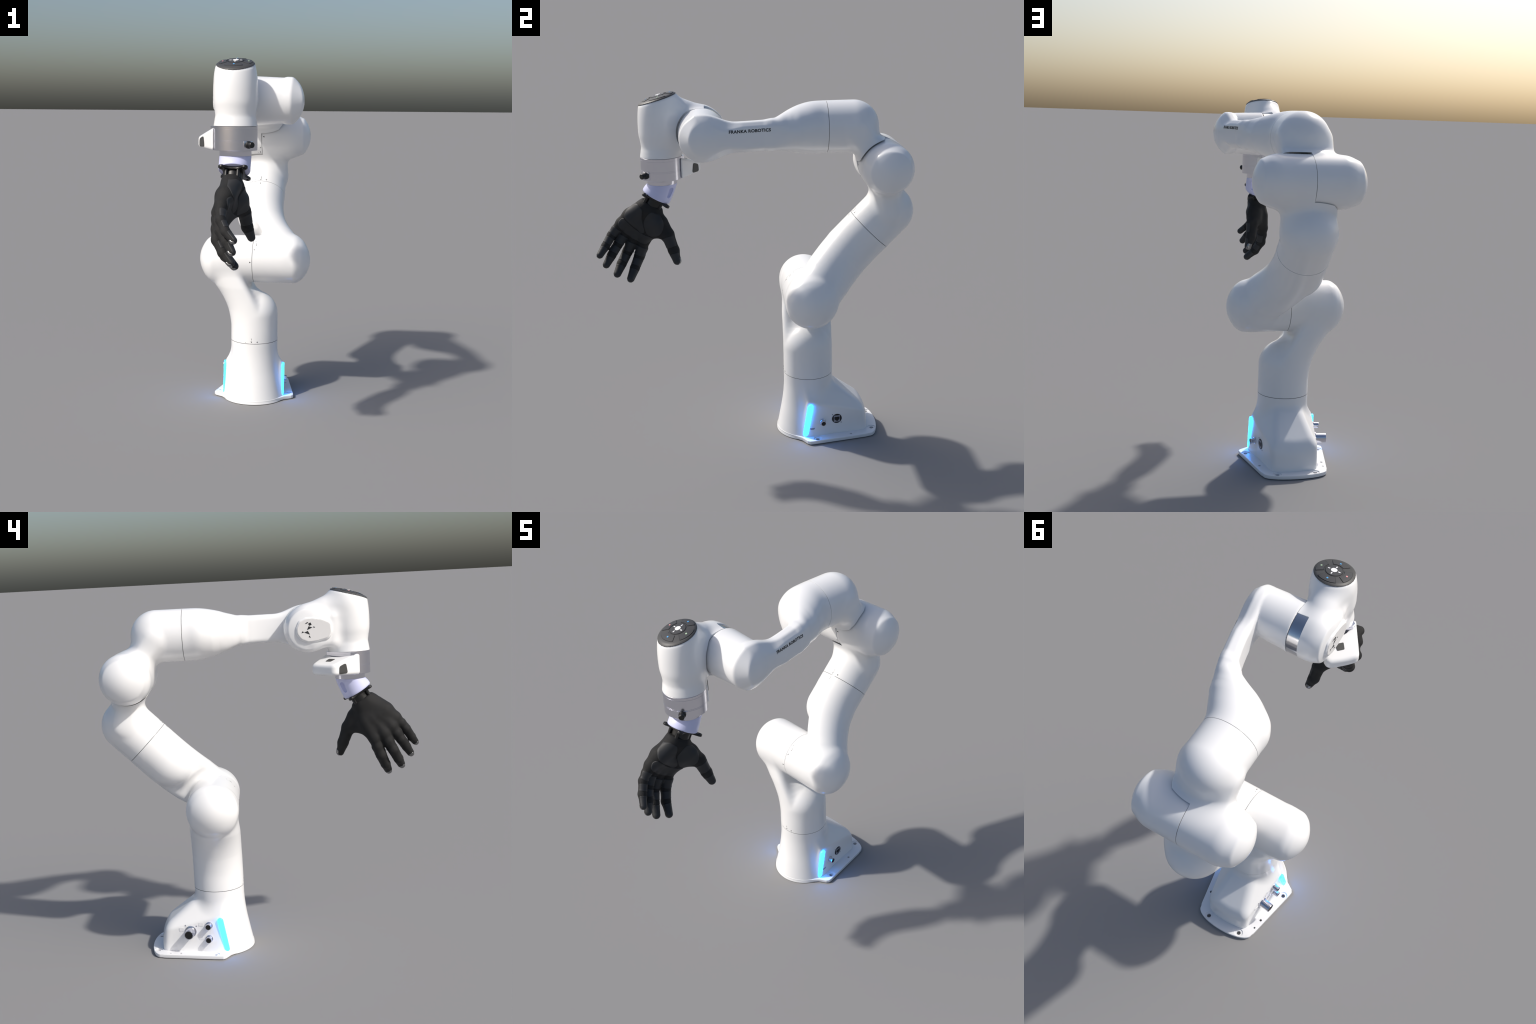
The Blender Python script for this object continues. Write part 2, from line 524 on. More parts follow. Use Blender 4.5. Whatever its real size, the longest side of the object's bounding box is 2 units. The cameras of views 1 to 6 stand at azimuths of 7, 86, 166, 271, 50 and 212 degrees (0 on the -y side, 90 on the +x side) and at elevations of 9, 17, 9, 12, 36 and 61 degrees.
SEAM5 = 0.394
me = shell(f_link4, (-0.33, 0.33, 1.41), (0.18, 0.88, 1.96))
me = cut(me, [((0, SEAM5 + GAP, 0), (0, -1, 0))])
me = carve(me, cyl_tool((0, J4[1], J4[2]), 0.1470, -GAP, 0.4))
elbow_cover = add("elbow_cover", soften(me), WHITE)

me = shell(f_link5, (-0.18, -0.44, 1.62), (0.37, 0.44, 1.96), 0.006)
me = cut(me, [((0, SEAM5 - GAP, 0), (0, 1, 0))])
forearm = add("forearm", soften(me), WHITE)

me = shell(f_link6, (-0.18, -0.65, 1.62), (0.15, -0.12, 2.03), 0.005)
RING_TOP = 1.661
me = cut(me, [((0, 0, RING_TOP + 0.0015), (0, 0, -1))])
me = carve(me, cyl_tool((0, J6Y, FZ), 0.1365, 0.0475, 0.4))
notch = rounded([(-0.012, -0.262), (0.2, -0.262), (0.2, 0.0), (-0.012, 0.0)], 0.006)
me = carve(me, prism(notch, lambda u, v, w: (u, v, w), 1.5, 2.1))
wrist = add("wrist", soften(me), WHITE)

# dark cores that show in the joint gaps
def core(c, r, axis, half, parent):
    add("joint_core", lathe([(r, -half), (r, half)], c, axis, 72), BLACKGAP, parent)
core((0, Y0, SEAM1), R - 0.010, (0, 0, 1), 0.012, base)
core(J2, R - 0.008, (1, 0, 0), 0.012, shoulder)
core(seam3, R - 0.010, UP, 0.012, upper_arm)
core(J4, R - 0.008, (1, 0, 0), 0.012, elbow)
core((0, SEAM5, FZ), R - 0.010, (0, 1, 0), 0.012, elbow_cover)
add("steel_band", lathe([(0.110, -0.0125), (0.1245, -0.0125), (0.1245, 0.0465), (0.110, 0.0465)], (0, J6Y, FZ), (1, 0, 0), 128), STEEL, wrist)
core((0.049, J6Y, FZ), 0.112, (1, 0, 0), 0.006, wrist)
core((0, J7Y, RING_TOP), 0.092, (0, 0, 1), 0.01, wrist)

# ------------------------------------------------------------------ base plate
def base_outline():
    pts = []
    for i in range(0, 41):                          # round front
        t = math.radians(-56 + 112 * i / 40)
        pts.append((0.184 * math.sin(t), Y0 - 0.184 * math.cos(t)))
    right = [(0.190, 0.230), (0.233, 0.257), (0.243, 0.272), (0.242, 0.292), (0.182, 0.606), (0.175, 0.622)]
    rear = [(0.175 * math.cos(math.pi * i / 24), 0.622 + 0.064 * math.sin(math.pi * i / 24) ** 0.9) for i in range(1, 24)]
    return pts + right + rear + [(-u, v) for u, v in right[::-1]]

me = prism(base_outline(), lambda u, v, w: (u, v, w), 0.0, 0.021, 0.0035)
holes = [(0.211, 0.318, 0.012), (-0.211, 0.318, 0.012), (0.103, 0.648, 0.012), (-0.105, 0.648, 0.012),
         (0.172, 0.517, 0.0075), (-0.176, 0.517, 0.0075), (-0.169, 0.575, 0.0055)]
for hx, hy, hr in holes:
    me = carve(me, lathe([(hr, -0.01), (hr, 0.05)], (hx, hy, 0), (0, 0, 1), 32))
    if hr > 0.01:
        me = carve(me, lathe([(hr * 2.0, 0.017), (hr * 2.0, 0.05)], (hx, hy, 0), (0, 0, 1), 48))
base_plate = add("base_plate", soften(me, 22), WHITE_PL)

# light strips beside the column
def strip(sx):
    V = []; n = 14                                   # rounded bar leaning back against the step
    def f(P):
        x = P[:, 0] * sx; y = P[:, 1]; z = P[:, 2]
        yc = 0.2535 + 0.17 * (z - 0.05)
        cap = np.hypot(np.maximum(np.abs(z - 0.122) - 0.083, 0), (y - yc)) - 0.0150
        return smax(smax(cap, np.abs(x - 0.165) - 0.0205, 0.005), 0.021 - z, 0.002)
    V, Q = surface(f, (min(0.14 * sx, 0.2 * sx), 0.20, 0.02), (max(0.14 * sx, 0.2 * sx), 0.31, 0.24), 0.003)
    add("light_strip", soften(mesh_of(V, Q)), LED, base)
strip(1); strip(-1)

# connectors on the side faces
def facet(sx, y, z):
    return Vector((sx * (0.1735 - 0.142 * (y - 0.285)), y, z)), Vector((sx, 0.142, 0)).normalized()

def plug(sx, y, z, r, length):
    p, n = facet(sx, y, z)
    ax = n
    prof = [(r * 1.25, -0.01), (r * 1.25, 0.006), (r, 0.008)]
    k = 5
    for i in range(k):                               # thread ridges
        h0 = 0.010 + (length - 0.014) * i / k
        prof += [(r, h0), (r * 0.985, h0 + 0.0015)]
    prof += [(r, length - 0.002), (r * 0.97, length), (r * 0.84, length), (r * 0.84, length - 0.012)]
    c = add("connector", lathe(prof, p, ax, 48), CHROME, base)
    add("connector_core", lathe([(r * 0.83, length - 0.02), (r * 0.83, length - 0.001)], p, ax, 40), BLACK, base)
plug(-1, 0.452, 0.140, 0.026, 0.062)
plug(-1, 0.346, 0.176, 0.0165, 0.034)
plug(-1, 0.348, 0.098, 0.0165, 0.034)
plug(1, 0.350, 0.104, 0.0150, 0.030)

base_tree = bvh(base)
def on_side(sx, yc, zc):
    s = 1 if sx > 0 else -1
    return lambda u, v: (sx * 0.3, yc + s * u, zc + v)
def stick(name, polys, sx, yc, zc, mat, lift=0.0012, parent=None):
    add(name, drape(polys, on_side(sx, yc, zc), (-sx, 0, 0), base_tree, lift), mat, parent or base)
# network socket
stick("socket_ring", [disc(0.0290, 40)], 1, 0.436, 0.113, BLACK, 0.0015)
stick("socket_face", [[(-0.0185, -0.020), (0.0185, -0.020), (0.0185, 0.020), (-0.0185, 0.020)]], 1, 0.436, 0.113, SOCKET_GREY, 0.003)
stick("socket_opening", [[(-0.0145, 0.011), (-0.0145, -0.003), (-0.009, -0.008), (-0.004, -0.008), (-0.004, -0.014),
                          (0.004, -0.014), (0.004, -0.008), (0.009, -0.008), (0.0145, -0.003), (0.0145, 0.011)]], 1, 0.436, 0.113, BLACK, 0.0045)
for du, dv in ((-0.026, 0.027), (0.026, -0.027)):
    stick("screw", [disc(0.0035, 12)], 1, 0.436 + du, 0.113 + dv, SOCKET_GREY, 0.001)
for du, dv in ((-0.030, 0.033), (0.032, 0.030), (-0.030, -0.028)):
    stick("screw", [disc(0.0042, 12)], -1, 0.452 - du, 0.140 + dv, SOCKET_GREY, 0.001)
stick("notch", [[(-0.016, 0.004), (0.016, 0.004), (0.010, -0.006), (-0.010, -0.006)]], 1, 0.290, 0.068, SOCKET_GREY, 0.001)
FRAME = rounded([(-0.013, -0.011), (0.013, -0.011), (0.013, 0.011), (-0.013, 0.011)], 0.004, 3)
for y, z in ((0.505, 0.150), (0.393, 0.182), (0.395, 0.103)):
    stick("port_label", [FRAME], -1, y, z, WHITE_PL, 0.0016)

# ------------------------------------------------------------------ wrist flange
U = Vector((-C45, C45, 0)); T = Vector((C45, C45, 0)); AX = Vector((0, J7Y, 0))
def ring_poly(r, back, half):
    pts = []; a0 = math.asin(min(half / r, 1.0))
    for i in range(0, 61):                           # round all the way to the flat back block
        t = a0 + (2 * math.pi - 2 * a0) * i / 60
        pts.append((r * math.cos(t), r * math.sin(t)))
    pts += [(back - 0.012, -half), (back, -half + 0.014), (back, half - 0.014), (back - 0.012, half)]
    return pts
def flange3(u, t, z): return AX + U * u + T * t + Vector((0, 0, z))
def drum(sections):
    """stack of D-shaped outlines: (height, radius)"""
    V, F = [], []; n = 0
    for z, r in sections:
        ring = ring_poly(r, r - 0.0195, r - 0.0135); n = len(ring)
        V += [flange3(u, t, z) for u, t in ring]
    m = len(sections)
    for j in range(m - 1):
        F += [(j*n+i, j*n+(i+1) % n, (j+1)*n+(i+1) % n, (j+1)*n+i) for i in range(n)]
    F += [tuple(range(n)), tuple((m-1)*n+i for i in range(n))]
    return soften(mesh_of(V, F), 20)
def groove(z): return [(z + 0.0007, 0.1115), (z + 0.0004, 0.1104), (z - 0.0004, 0.1104), (z - 0.0007, 0.1115)]
sections = [(1.661, 0.1100), (1.6600, 0.1115)] + groove(1.6463) + groove(1.5917) + groove(1.5853) + [(1.5412, 0.1115), (1.5400, 0.1102)]
flange = add("wrist_flange", drum(sections), ALU)
add("flange_lip", prism([(0.070, -0.05), (0.090, -0.05), (0.090, 0.05), (0.070, 0.05)], flange3, 1.655, 1.678, 0.003), ALU)
add("tool_flange", lathe([(0.081, 1.5125), (0.0815, 1.514), (0.0815, 1.538), (0.0815, 1.545)], (0, J7Y, 0), (0, 0, 1), 96), ALU)
# black plug on the flange front
pd = Vector((0.69, -0.72, 0)).normalized()
pb = Vector((0, J7Y, 1.570)) + pd * 0.095
add("flange_plug", lathe([(0.019, 0.0), (0.019, 0.022), (0.0175, 0.028), (0.0150, 0.030), (0.0150, 0.048), (0.0130, 0.051)], pb, pd, 32), BLACK)
add("plug_seat", prism(rounded([(-0.028, -0.020), (0.028, -0.020), (0.028, 0.020), (-0.028, 0.020)], 0.005),
    lambda u, v, w: pb + Vector((pd.y, -pd.x, 0)) * u + Vector((0, 0, v - 0.002)) + pd * w, 0.0, 0.0172, 0.0005), ALU)

# ------------------------------------------------------------------ guiding grip
def f_grip(P):
    r = P - np.array([0, J7Y, 0])
    u = r @ np.array(U); t = np.abs(r @ np.array(T)); z = P[:, 2]
    half = 0.110 - 0.175 * (u - 0.06)
    f = smax((t - half) / 1.01, 0.046 - u, 0.01)
    f = smax(f, u - 0.232 + 1.0 * t * t, 0.022)
    f = smax(f, (z - (1.6355 - 0.28 * np.clip(u - 0.115, -0.1, 1))) / 1.02, 0.018)
    f = smax(f, (1.541 + 0.06 * (u - 0.1) - z), 0.018)
    inner = 0.1125 - np.hypot(r[:, 0], r[:, 1])
    return smax(f, inner, 0.004)
V, Q = surface(f_grip, (-0.27, -0.58, 1.51), (0.06, -0.21, 1.66), 0.004)
grip = add("guide_grip", soften(mesh_of(V, Q)), WHITE)
grip_tree = bvh(grip)
trap = rounded([(-0.031, -0.020), (0.026, -0.022), (0.023, 0.020), (-0.020, 0.034)], 0.013, 6)
for s in (1, -1):
    ctr = AX + U * 0.168 + T * (s * 0.2) + Vector((0, 0, 1.575))
    add("grip_button", drape([[(a, b) for a, b in trap]], lambda u, v, c=ctr: c + U * u + Vector((0, 0, v)), -T * s, grip_tree, 0.0035, 0.006), PAD, grip)
top = rounded([(-0.018, -0.022), (0.016, -0.018), (0.016, 0.018), (-0.018, 0.022)], 0.005, 4)
ctr = AX + U * 0.164 + Vector((0, 0, 1.8))
add("grip_switch", drape([top], lambda u, v: ctr + U * u + T * v, (0, 0, -1), grip_tree, 0.002, 0.005), PAD, grip)

# ------------------------------------------------------------------ button panel on the wrist
def f_panel(P):
    x, y, z = P[:, 0], P[:, 1], P[:, 2]
    lip = 0.0045 * np.exp(-(x / 0.070) ** 2) * np.clip((-0.55 - y) / 0.05, 0, 1)
    edge = (1.9675 + 0.27 * (y - J7Y) - lip) - z
    return smax(f_link6(P) - 0.0030, edge / 1.036, 0.003)
V, Q = surface(f_panel, (-0.11, -0.625, 1.90), (0.11, -0.39, 2.02), 0.003)
panel = add("button_panel", soften(mesh_of(V, Q)), PANEL, wrist)
ptree = bvh(panel)
PC = Vector((0, J7Y, 2.1)); PY = Vector((0, 0.9654, 0.2606)); PN = Vector((0, 0.2606, -0.9654))
def on_panel(u, v): return PC + Vector((u, 0, 0)) + PY * v + Vector((0, 0, 0))
def pstick(name, polys, mat, lift, depth=0.003):
    add(name, drape(polys, on_panel, (0, 0, -1), ptree, lift, depth), mat, wrist)
def sector(r0, r1, a0, a1, n=10):
    a0, a1 = math.radians(a0), math.radians(a1)
    p = [(r0*math.cos(a0+(a1-a0)*i/n), r0*math.sin(a0+(a1-a0)*i/n)) for i in range(n+1)]
    return p + [(r1*math.cos(a1-(a1-a0)*i/n), r1*math.sin(a1-(a1-a0)*i/n)) for i in range(n+1)]
def annulus(r0, r1, n=32):
    return [sector(r0, r1, 360*i/n, 360*(i+1)/n, 1) for i in range(n)]
pstick("panel_groove", annulus(0.040, 0.043), BLACKGAP, 0.0008)
pstick("center_button", [disc(0.0395, 40)], BUTTON, 0.0022)
for a in (0, 90, 180, 270):
    pstick("panel_groove", [rounded(sector(0.047, 0.086, a - 34, a + 34), 0.003, 2)], BLACKGAP, 0.0006)
    pstick("panel_button", [rounded(sector(0.0490, 0.0845, a - 32, a + 32), 0.003, 2)], BUTTON, 0.0022)
pstick("panel_dot", [disc(0.0150, 24)], PRINT_WHITE, 0.0034)
for a in (45, 135, 225, 315):
    c, s = math.cos(math.radians(a)), math.sin(math.radians(a))
    c, s = math.cos(math.radians(a - 45)), math.sin(math.radians(a - 45))
    q = [(r * c - w * s, r * s + w * c) for r, w in ((0.021, -0.0028), (0.032, -0.0028), (0.032, 0.0028), (0.021, 0.0028))]
    pstick("panel_dash", [q], PRINT_WHITE, 0.0034)
for a, m in ((0, PRINT_GREEN), (90, PRINT_BLUE), (180, PRINT_RED), (270, PRINT_BLUE)):
    c, s = math.cos(math.radians(a)), math.sin(math.radians(a))
    pstick("panel_icon", [disc(0.0048, 8, (0.066 * c, 0.066 * s))], m, 0.0034)

# ------------------------------------------------------------------ wrist badge
BADGE_POLY = [(-0.244, 1.796), (-0.252, 1.815), (-0.272, 1.824), (-0.300, 1.825), (-0.345, 1.818), (-0.372, 1.806),
              (-0.373, 1.780), (-0.368, 1.769), (-0.320, 1.757), (-0.278, 1.755), (-0.256, 1.764), (-0.245, 1.780)]
wtree = bvh(wrist)
def on_wrist(u, v): return (-0.3, u, v)
badge_2d = poly_region(BADGE_POLY, 0.034)
face_2d = poly_region(BADGE_POLY, 0.025)
def f_badge(P):
    return smax(np.abs(P[:, 0] + 0.119) - 0.0145, badge_2d(P[:, 1:]), 0.014)
def f_face(P):
    return smax(np.abs(P[:, 0] + 0.128) - 0.0072, face_2d(P[:, 1:]), 0.0015)
V, Q = surface(f_badge, (-0.145, -0.42, 1.70), (-0.09, -0.19, 1.88), 0.0035)
badge = add("wrist_badge", soften(mesh_of(V, Q)), WHITE, wrist)
btree = bvh(badge)
V, Q = surface(f_face, (-0.145, -0.42, 1.70), (-0.10, -0.19, 1.88), 0.003)
add("badge_face", soften(mesh_of(V, Q)), BADGE, wrist)
marks = [[(-0.262, 1.825), (-0.274, 1.832), (-0.280, 1.829), (-0.267, 1.823)],
         [(-0.278, 1.823), (-0.290, 1.830), (-0.297, 1.818), (-0.285, 1.812)],
         [(-0.280, 1.810), (-0.300, 1.803), (-0.271, 1.790)],
         [(-0.304, 1.808), (-0.315, 1.804), (-0.308, 1.800)],
         [(-0.275, 1.786), (-0.286, 1.766), (-0.256, 1.778)],
         [(-0.246, 1.785), (-0.256, 1.780), (-0.242, 1.775)],
         [(-0.283, 1.762), (-0.290, 1.749), (-0.279, 1.753)]]
add("badge_mark", drape(marks, on_wrist, (1, 0, 0), btree, 0.0026), INK, wrist)

# ------------------------------------------------------------------ lettering
ftree = bvh(forearm)
txt = glyphs("FRANKA ROBOTICS", 0.0215, 0.0008, 1.06)
us = [p[0] for poly in txt for p in poly]; wid = max(us) - min(us)
kx = 0.217 / wid
ang = math.radians(-0.3)
def on_forearm(u, v):
    u *= kx
    return (0.5, -0.032 + u * math.cos(ang), 1.8265 + v * 1.0 + u * math.sin(ang))
add("lettering", drape(txt, on_forearm, (-1, 0, 0), ftree, 0.0008, 0.002, 0.03), INK, forearm)

def tiny(kind, s=0.010):
    if kind == "tri": return [[(-0.5*s, 0.45*s), (0.5*s, 0.45*s), (0, -0.5*s)]]
    if kind == "left": return [[(0.45*s, -0.5*s), (0.45*s, 0.5*s), (-0.5*s, 0)]]
    if kind == "right": return [[(-0.45*s, -0.5*s), (0.5*s, 0), (-0.45*s, 0.5*s)]]
    return glyphs(kind, s * 1.7, 0.0002)
def joint_mark(target, kind, x, z, s=0.010):
    tree = bvh(target)
    add("joint_mark", drape(tiny(kind, s), lambda u, v: (x + u, 0.0, z + v), (0, 1, 0), tree, 0.0006, 0.002), INK, target)
for kind, x, z, s in (("1", 0, 0.390, 0.009), ("tri", 0, 0.373, 0.009), ("-", -0.036, 0.371, 0.009), ("+", 0.035, 0.373, 0.010)):
    joint_mark(shoulder, kind, x, z, s)
joint_mark(shoulder, "right", -0.011, 0.856, 0.009)
for kind, x, z, s in (("+", 0.012, 0.928, 0.009), ("2", 0.022, 0.956, 0.008), ("-", 0.016, 0.975, 0.008)):
    joint_mark(upper_arm, kind, x, z, s)
for kind, x, z, s in (("3", 0.002, 1.326, 0.009), ("tri", 0, 1.3145, 0.008), ("+", 0.034, 1.313, 0.010), ("-", -0.035, 1.313, 0.008)):
    joint_mark(elbow, kind, x, z, s)
joint_mark(upper_arm, "3", 0.0, 1.293, 0.008)
joint_mark(elbow, "left", 0.012, 1.579, 0.010)
for kind, x, z, s in (("+", -0.009, 1.510, 0.010), ("4", -0.012, 1.482, 0.008), ("-", -0.026, 1.482, 0.008)):
    joint_mark(elbow_cover, kind, x, z, s)

# ------------------------------------------------------------------ hand adapter
HB = np.array([0, -0.542, 1.437])                  # centre of the hand mount
HD = np.array([0, -0.5, -math.sqrt(0.75)])         # wrist to fingers
HS = np.array([0, math.sqrt(0.75), -0.5])          # towards the thumb
HX = np.array([1.0, 0, 0])                         # palm side
def hand_pt(d, s, x): return HB + HD * d + HS * s + HX * x

n = 96; V = []; F = []
rings = [(0.0, 0.0808), (0.06, 0.0815)] + [(0.06 + 0.88 * i / 8, 0.0812) for i in range(1, 9)] + [(0.985, 0.0800), (1.0, 0.0785)]
topc = np.array([0, J7Y, 1.512])
for w, r in rings:
    tilt = math.radians(30) * w
    c = topc + (HB - topc) * w
    ey = np.array([0, math.cos(tilt), -math.sin(tilt)])
    for i in range(n):
        t = 2 * math.pi * i / n
        V.append(c + r * (math.cos(t) * HX + math.sin(t) * ey))
m = len(rings)
for j in range(m - 1):
    for i in range(n):
        F.append((j*n+i, j*n+(i+1) % n, (j+1)*n+(i+1) % n, (j+1)*n+i))
F.append(tuple(range(n))[::-1]); F.append(tuple((m-1)*n+i for i in range(n)))
me = soften(mesh_of(V, F), 40)
for sx in (1, -1):                                  # recessed slots at the back
    a = np.array([sx * 0.054, -0.455, 1.479]); b = np.array([sx * 0.054, -0.468, 1.449])
    def f(P): return cone(P * np.array([1, 1, 1]), a, b, 0.0175, 0.0140)
    Vs, Qs = surface(f, np.minimum(a, b) - 0.03, np.maximum(a, b) + 0.03, 0.003, 1)
    me = carve(me, soften(mesh_of(Vs, Qs)))
adapter = add("hand_adapter", soften(me, 35), BLUEISH)

# black bracket: ring plate with four eared arms, struts to the wrist
EARS = [(-0.056, -0.062), (0.060, -0.060), (-0.060, 0.050), (0.060, 0.070)]
def f_bracket(P):
    r = P - HB; d = r @ HD; s = r @ HS; x = P[:, 0]
    f = np.hypot(s, x) - 0.056
    f = np.maximum(f, 0.034 - np.hypot(s, x))
    for ex, es in EARS:
        q = np.stack([x, s], -1)
        f = smin(f, cone(q, (ex * 0.55, es * 0.55), (ex, es), 0.021, 0.0165), 0.02)
    for ex, es in EARS:
        f = smax(f, 0.0065 - np.hypot(x - ex, s - es), 0.002)
    return smax(f, np.abs(d - 0.0080) - 0.0072, 0.004)
V, Q = surface(f_bracket, (-0.10, -0.68, 1.35), (0.10, -0.44, 1.52), 0.0035)
bracket = add("mounting_bracket", soften(mesh_of(V, Q)), BLACK)
for s in (-0.042, 0.042):
    for x in (-0.030, 0.030):
        p = hand_pt(0.010, s, x - 0.004)
        add("bracket_strut", lathe([(0.012, 0.0), (0.010, 0.006), (0.010, 0.060)], p, HD, 24), BLACK, bracket)
add("wrist_joint", lathe([(0.050, 0.0), (0.049, 0.010), (0.049, 0.070)], hand_pt(0.012, 0.006, -0.004), HD, 48), BLACK, bracket)

# ------------------------------------------------------------------ hand
FINGERS = {   # knuckle chain in hand frame (along, across, palm-side), radius
 "index":  [(0.262, 0.057, -0.052, 0.0310), (0.312, 0.068, -0.055, 0.0280), (0.365, 0.077, -0.053, 0.0268), (0.430, 0.083, -0.022, 0.0240), (0.481, 0.087, 0.027, 0.0182)],
 "middle": [(0.265, 0.000, -0.058, 0.0310), (0.318, 0.004, -0.062, 0.0270), (0.376, 0.006, -0.058, 0.0258), (0.442, 0.007, -0.022, 0.0238), (0.492, 0.009, 0.019, 0.0182)],
 "ring":   [(0.255, -0.053, -0.050, 0.0295), (0.305, -0.057, -0.048, 0.0247), (0.354, -0.061, -0.034, 0.0238), (0.414, -0.066, 0.004, 0.0222), (0.467, -0.069, 0.034, 0.0172)],
 "pinky":  [(0.232, -0.095, -0.032, 0.0275), (0.275, -0.108, -0.032, 0.0228), (0.320, -0.116, -0.027, 0.0218), (0.382, -0.119, 0.004, 0.0205), (0.430, -0.125, 0.046, 0.0158)],
 "thumb":  [(0.122, 0.092, 0.026, 0.040), (0.152, 0.150, 0.042, 0.0335), (0.214, 0.220, 0.056, 0.0285), (0.254, 0.262, 0.074, 0.0195)],
}
def hand_coords(P):
    r = P - HB
    return np.stack([r @ HD, r @ HS, P[:, 0]], -1)
def f_finger(q, key, k=0.012):
    ch = FINGERS[key]; f = None
    for a, b in zip(ch[:-1], ch[1:]):
        c = cone(q, a[:3], b[:3], a[3] + 0.0014, b[3] + 0.0014)
        f = c if f is None else smin(f, c, k)
    return f
def f_palm(q):
    d, s, x = q[:, 0], q[:, 1], q[:, 2]
    f = cone(q, (0.070, 0.014, -0.006), (0.066, -0.014, -0.008), 0.049, 0.049)
    for key, wr, r0, rm in (("index", 0.026, 0.044, 0.046), ("middle", 0.006, 0.046, 0.046), ("ring", -0.014, 0.046, 0.045), ("pinky", -0.024, 0.042, 0.040)):
        a = FINGERS[key][0]
        mid = (0.17, 0.50 * wr + 0.62 * a[1], -0.026)
        f = smin(f, cone(q, (0.085, wr, -0.006), mid, r0, rm), 0.022)
        f = smin(f, cone(q, mid, a[:3], rm, 0.036), 0.022)
    f = smin(f, cone(q, (0.090, 0.022, 0.010), (0.118, 0.072, 0.024), 0.042, 0.042), 0.03)      # thenar mound
    f = smin(f, cone(q, (0.15, 0.060, 0.012), (0.158, 0.105, 0.020), 0.042, 0.034), 0.03)
    f = smin(f, cone(q, (0.215, 0.055, -0.030), (0.165, 0.112, 0.014), 0.034, 0.030), 0.035)
    f = smin(f, cone(q, (0.10, -0.040, 0.002), (0.17, -0.070, -0.016), 0.040, 0.040), 0.025)     # heel of the hand
    return smax(f, 0.045 - d + 0 * x, 0.007)
def f_hand(P):
    q = hand_coords(P)
    f = f_palm(q)
    for key in FINGERS:
        f = smin(f, f_finger(q, key), 0.014 if key != "thumb" else 0.03)
    return f

V, Q = surface(f_hand, (-0.16, -0.91, 0.93), (0.13, -0.38, 1.45), 0.0042, 3)
NRM = grad(f_hand, V); NRM /= np.linalg.norm(NRM, axis=1, keepdims=True)
ctr = V[Q].mean(1); q = hand_coords(ctr)
keys = list(FINGERS)
fd = np.stack([f_finger(q, k) for k in keys], 1)
best = fd.argmin(1)
START = {"index": 0.295, "middle": 0.297, "ring": 0.287, "pinky": 0.262, "thumb": None}
lab = np.full(len(Q), -1)
for i, k in enumerate(keys):
    if k == "thumb":
        ax = np.array([0.55, 0.80, 0.12]); ax /= np.linalg.norm(ax)
        on = (best == i) & ((q - np.array([0.150, 0.150, 0.04])) @ ax > 0)
    else:
        on = (best == i) & (q[:, 0] > START[k])
    lab[on] = i
def part(name, sel, mat):
    used = np.unique(Q[sel]); mp = -np.ones(len(V), int); mp[used] = np.arange(len(used))
    me = mesh_of(V[used], mp[Q[sel]])
    for p in me.polygons: p.use_smooth = True
    me.normals_split_custom_set_from_vertices([tuple(x) for x in NRM[used]])
    return add(name, me, mat)
palm = part("palm", lab == -1, GLOVE)
finger_obs = {k: part("thumb" if k == "thumb" else "finger", lab == i, GLOVE) for i, k in enumerate(keys)}

# raised rubber pads on the palm side, metal nails on the back of the tips
def patch(name, region, mat, parent, lo, hi, lift=0.0022, h=0.003, k=0.003):
    """lo, hi in hand coordinates"""
    c = np.array([hand_pt(*[(lo, hi)[(b >> j) & 1][j] for j in range(3)]) for b in range(8)])
    def f(P):
        q = hand_coords(P)
        return smax(smax(f_hand(P) - lift, -f_hand(P) - 0.006, 0.001), region(q), k)
    Vp, Qp = surface(f, c.min(0) - 0.006, c.max(0) + 0.006, h, 2)
    if len(Qp): add(name, soften(mesh_of(Vp, Qp), 60), mat, parent)

def smooth_pad(poly, rnd):
    p = np.array(poly + poly[:3], float)
    return poly_region([tuple(c) for c in spline(p, 4)[4:-8]], rnd)
def palm_side(f, x0=-0.03):
    return lambda q: smax(f(q), x0 - q[:, 2], 0.004)
heel = smooth_pad([(0.092, -0.070), (0.100, -0.045), (0.150, -0.022), (0.208, 0.022), (0.202, -0.010), (0.186, -0.066), (0.165, -0.096), (0.125, -0.092)], 0.012)
thenar = smooth_pad([(0.088, 0.022), (0.084, 0.055), (0.108, 0.090), (0.150, 0.102), (0.178, 0.092), (0.200, 0.062), (0.165, 0.022), (0.130, 0.012)], 0.012)
upper = smooth_pad([(0.200, -0.100), (0.208, -0.075), (0.228, -0.020), (0.232, 0.040), (0.226, 0.078), (0.252, 0.076), (0.270, 0.060), (0.272, 0.000), (0.258, -0.060), (0.236, -0.104)], 0.010)
patch("palm_pad", palm_side(heel, -0.012), GRIP, palm, (0.06, -0.13, -0.04), (0.24, 0.06, 0.09))
patch("palm_pad", palm_side(thenar, 0.012), GRIP, palm, (0.06, -0.02, -0.04), (0.24, 0.13, 0.11))
patch("palm_pad", palm_side(upper, -0.055), GRIP, palm, (0.17, -0.13, -0.06), (0.30, 0.11, 0.06))

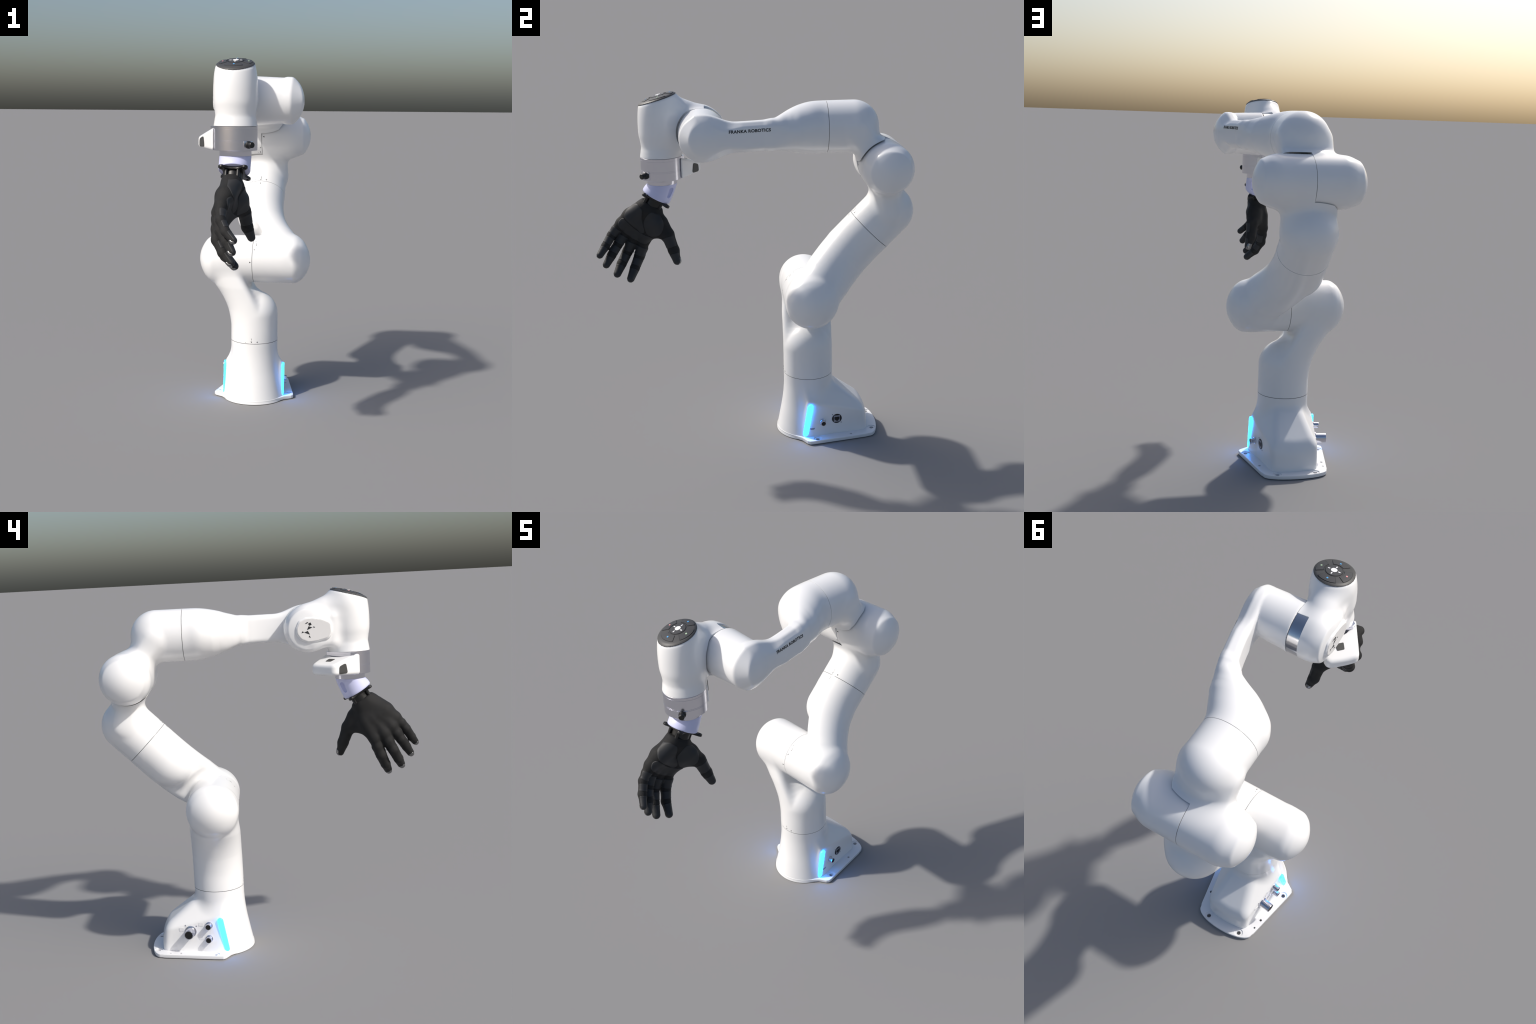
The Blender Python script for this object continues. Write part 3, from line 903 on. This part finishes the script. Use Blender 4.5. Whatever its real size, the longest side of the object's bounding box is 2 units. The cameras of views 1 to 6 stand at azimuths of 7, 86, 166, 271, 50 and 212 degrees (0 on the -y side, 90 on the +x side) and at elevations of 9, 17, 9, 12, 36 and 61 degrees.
for key in FINGERS:
    ch = [np.array(c) for c in FINGERS[key]]
    ob = finger_obs[key]
    n_j = len(ch)
    spans = [(n_j-4, 0.9, n_j-3, 0.82), (n_j-3, 0.24, n_j-2, 0.80), (n_j-2, 0.24, n_j-1, 3.0)] if key != "thumb" else [(1, 0.12, 2, 0.76), (2, 0.30, 3, 3.0)]
    for i0, t0, i1, t1 in spans:
        i1 = i0 + 1
        if key != "thumb" and i0 == n_j - 4: t0 = -0.15
        a, b = ch[i0][:3], ch[i1][:3]; L = np.linalg.norm(b - a); ax = (b - a) / L
        palmward = np.array([0, 0, 1.0]) if key != "thumb" else np.array([0.25, -0.55, 0.75])
        pw = palmward - ax * (palmward @ ax); pw /= np.linalg.norm(pw)
        r0 = ch[i0][3]
        def region(q, a=a, ax=ax, L=L, t0=t0, t1=t1, pw=pw, r0=r0, key=key):
            t = (q - a) @ ax
            f = smax(t0 * L - t, t - t1 * L, 0.004)
            f = smax(f, -0.05 * r0 - (q - a) @ pw, 0.006)
            own = f_finger(q, key) - 0.006
            return np.maximum(f, own)
        end = b + ax * (0.04 if t1 > 1 else 0)
        lo = np.minimum(a, end) - 0.034; hi = np.maximum(a, end) + 0.034
        patch("finger_pad", region, GRIP, ob, lo, hi, 0.0020)
    # nail
    a, b = ch[-2][:3], ch[-1][:3]; ax = (b - a) / np.linalg.norm(b - a)
    back = np.array([0, 0, -1.0]) if key != "thumb" else np.array([-0.45, 0.85, -0.10])
    bk = back - ax * (back @ ax); bk /= np.linalg.norm(bk); sd = np.cross(ax, bk)
    r = ch[-1][3]
    def region(q, b=b, ax=ax, bk=bk, sd=sd, r=r):
        w = (q - b)
        t = w @ ax; u = w @ sd
        f = np.hypot(np.maximum(np.abs(t - 0.25 * r) - 0.60 * r, 0), np.maximum(np.abs(u) - 0.40 * r, 0)) - 0.40 * r
        return smax(f, 0.15 * r - w @ bk, 0.002)
    patch("fingernail", region, NAIL, ob, b - 0.03, b + 0.03, 0.0022, 0.0022, 0.0015)

bpy.context.view_layer.update()
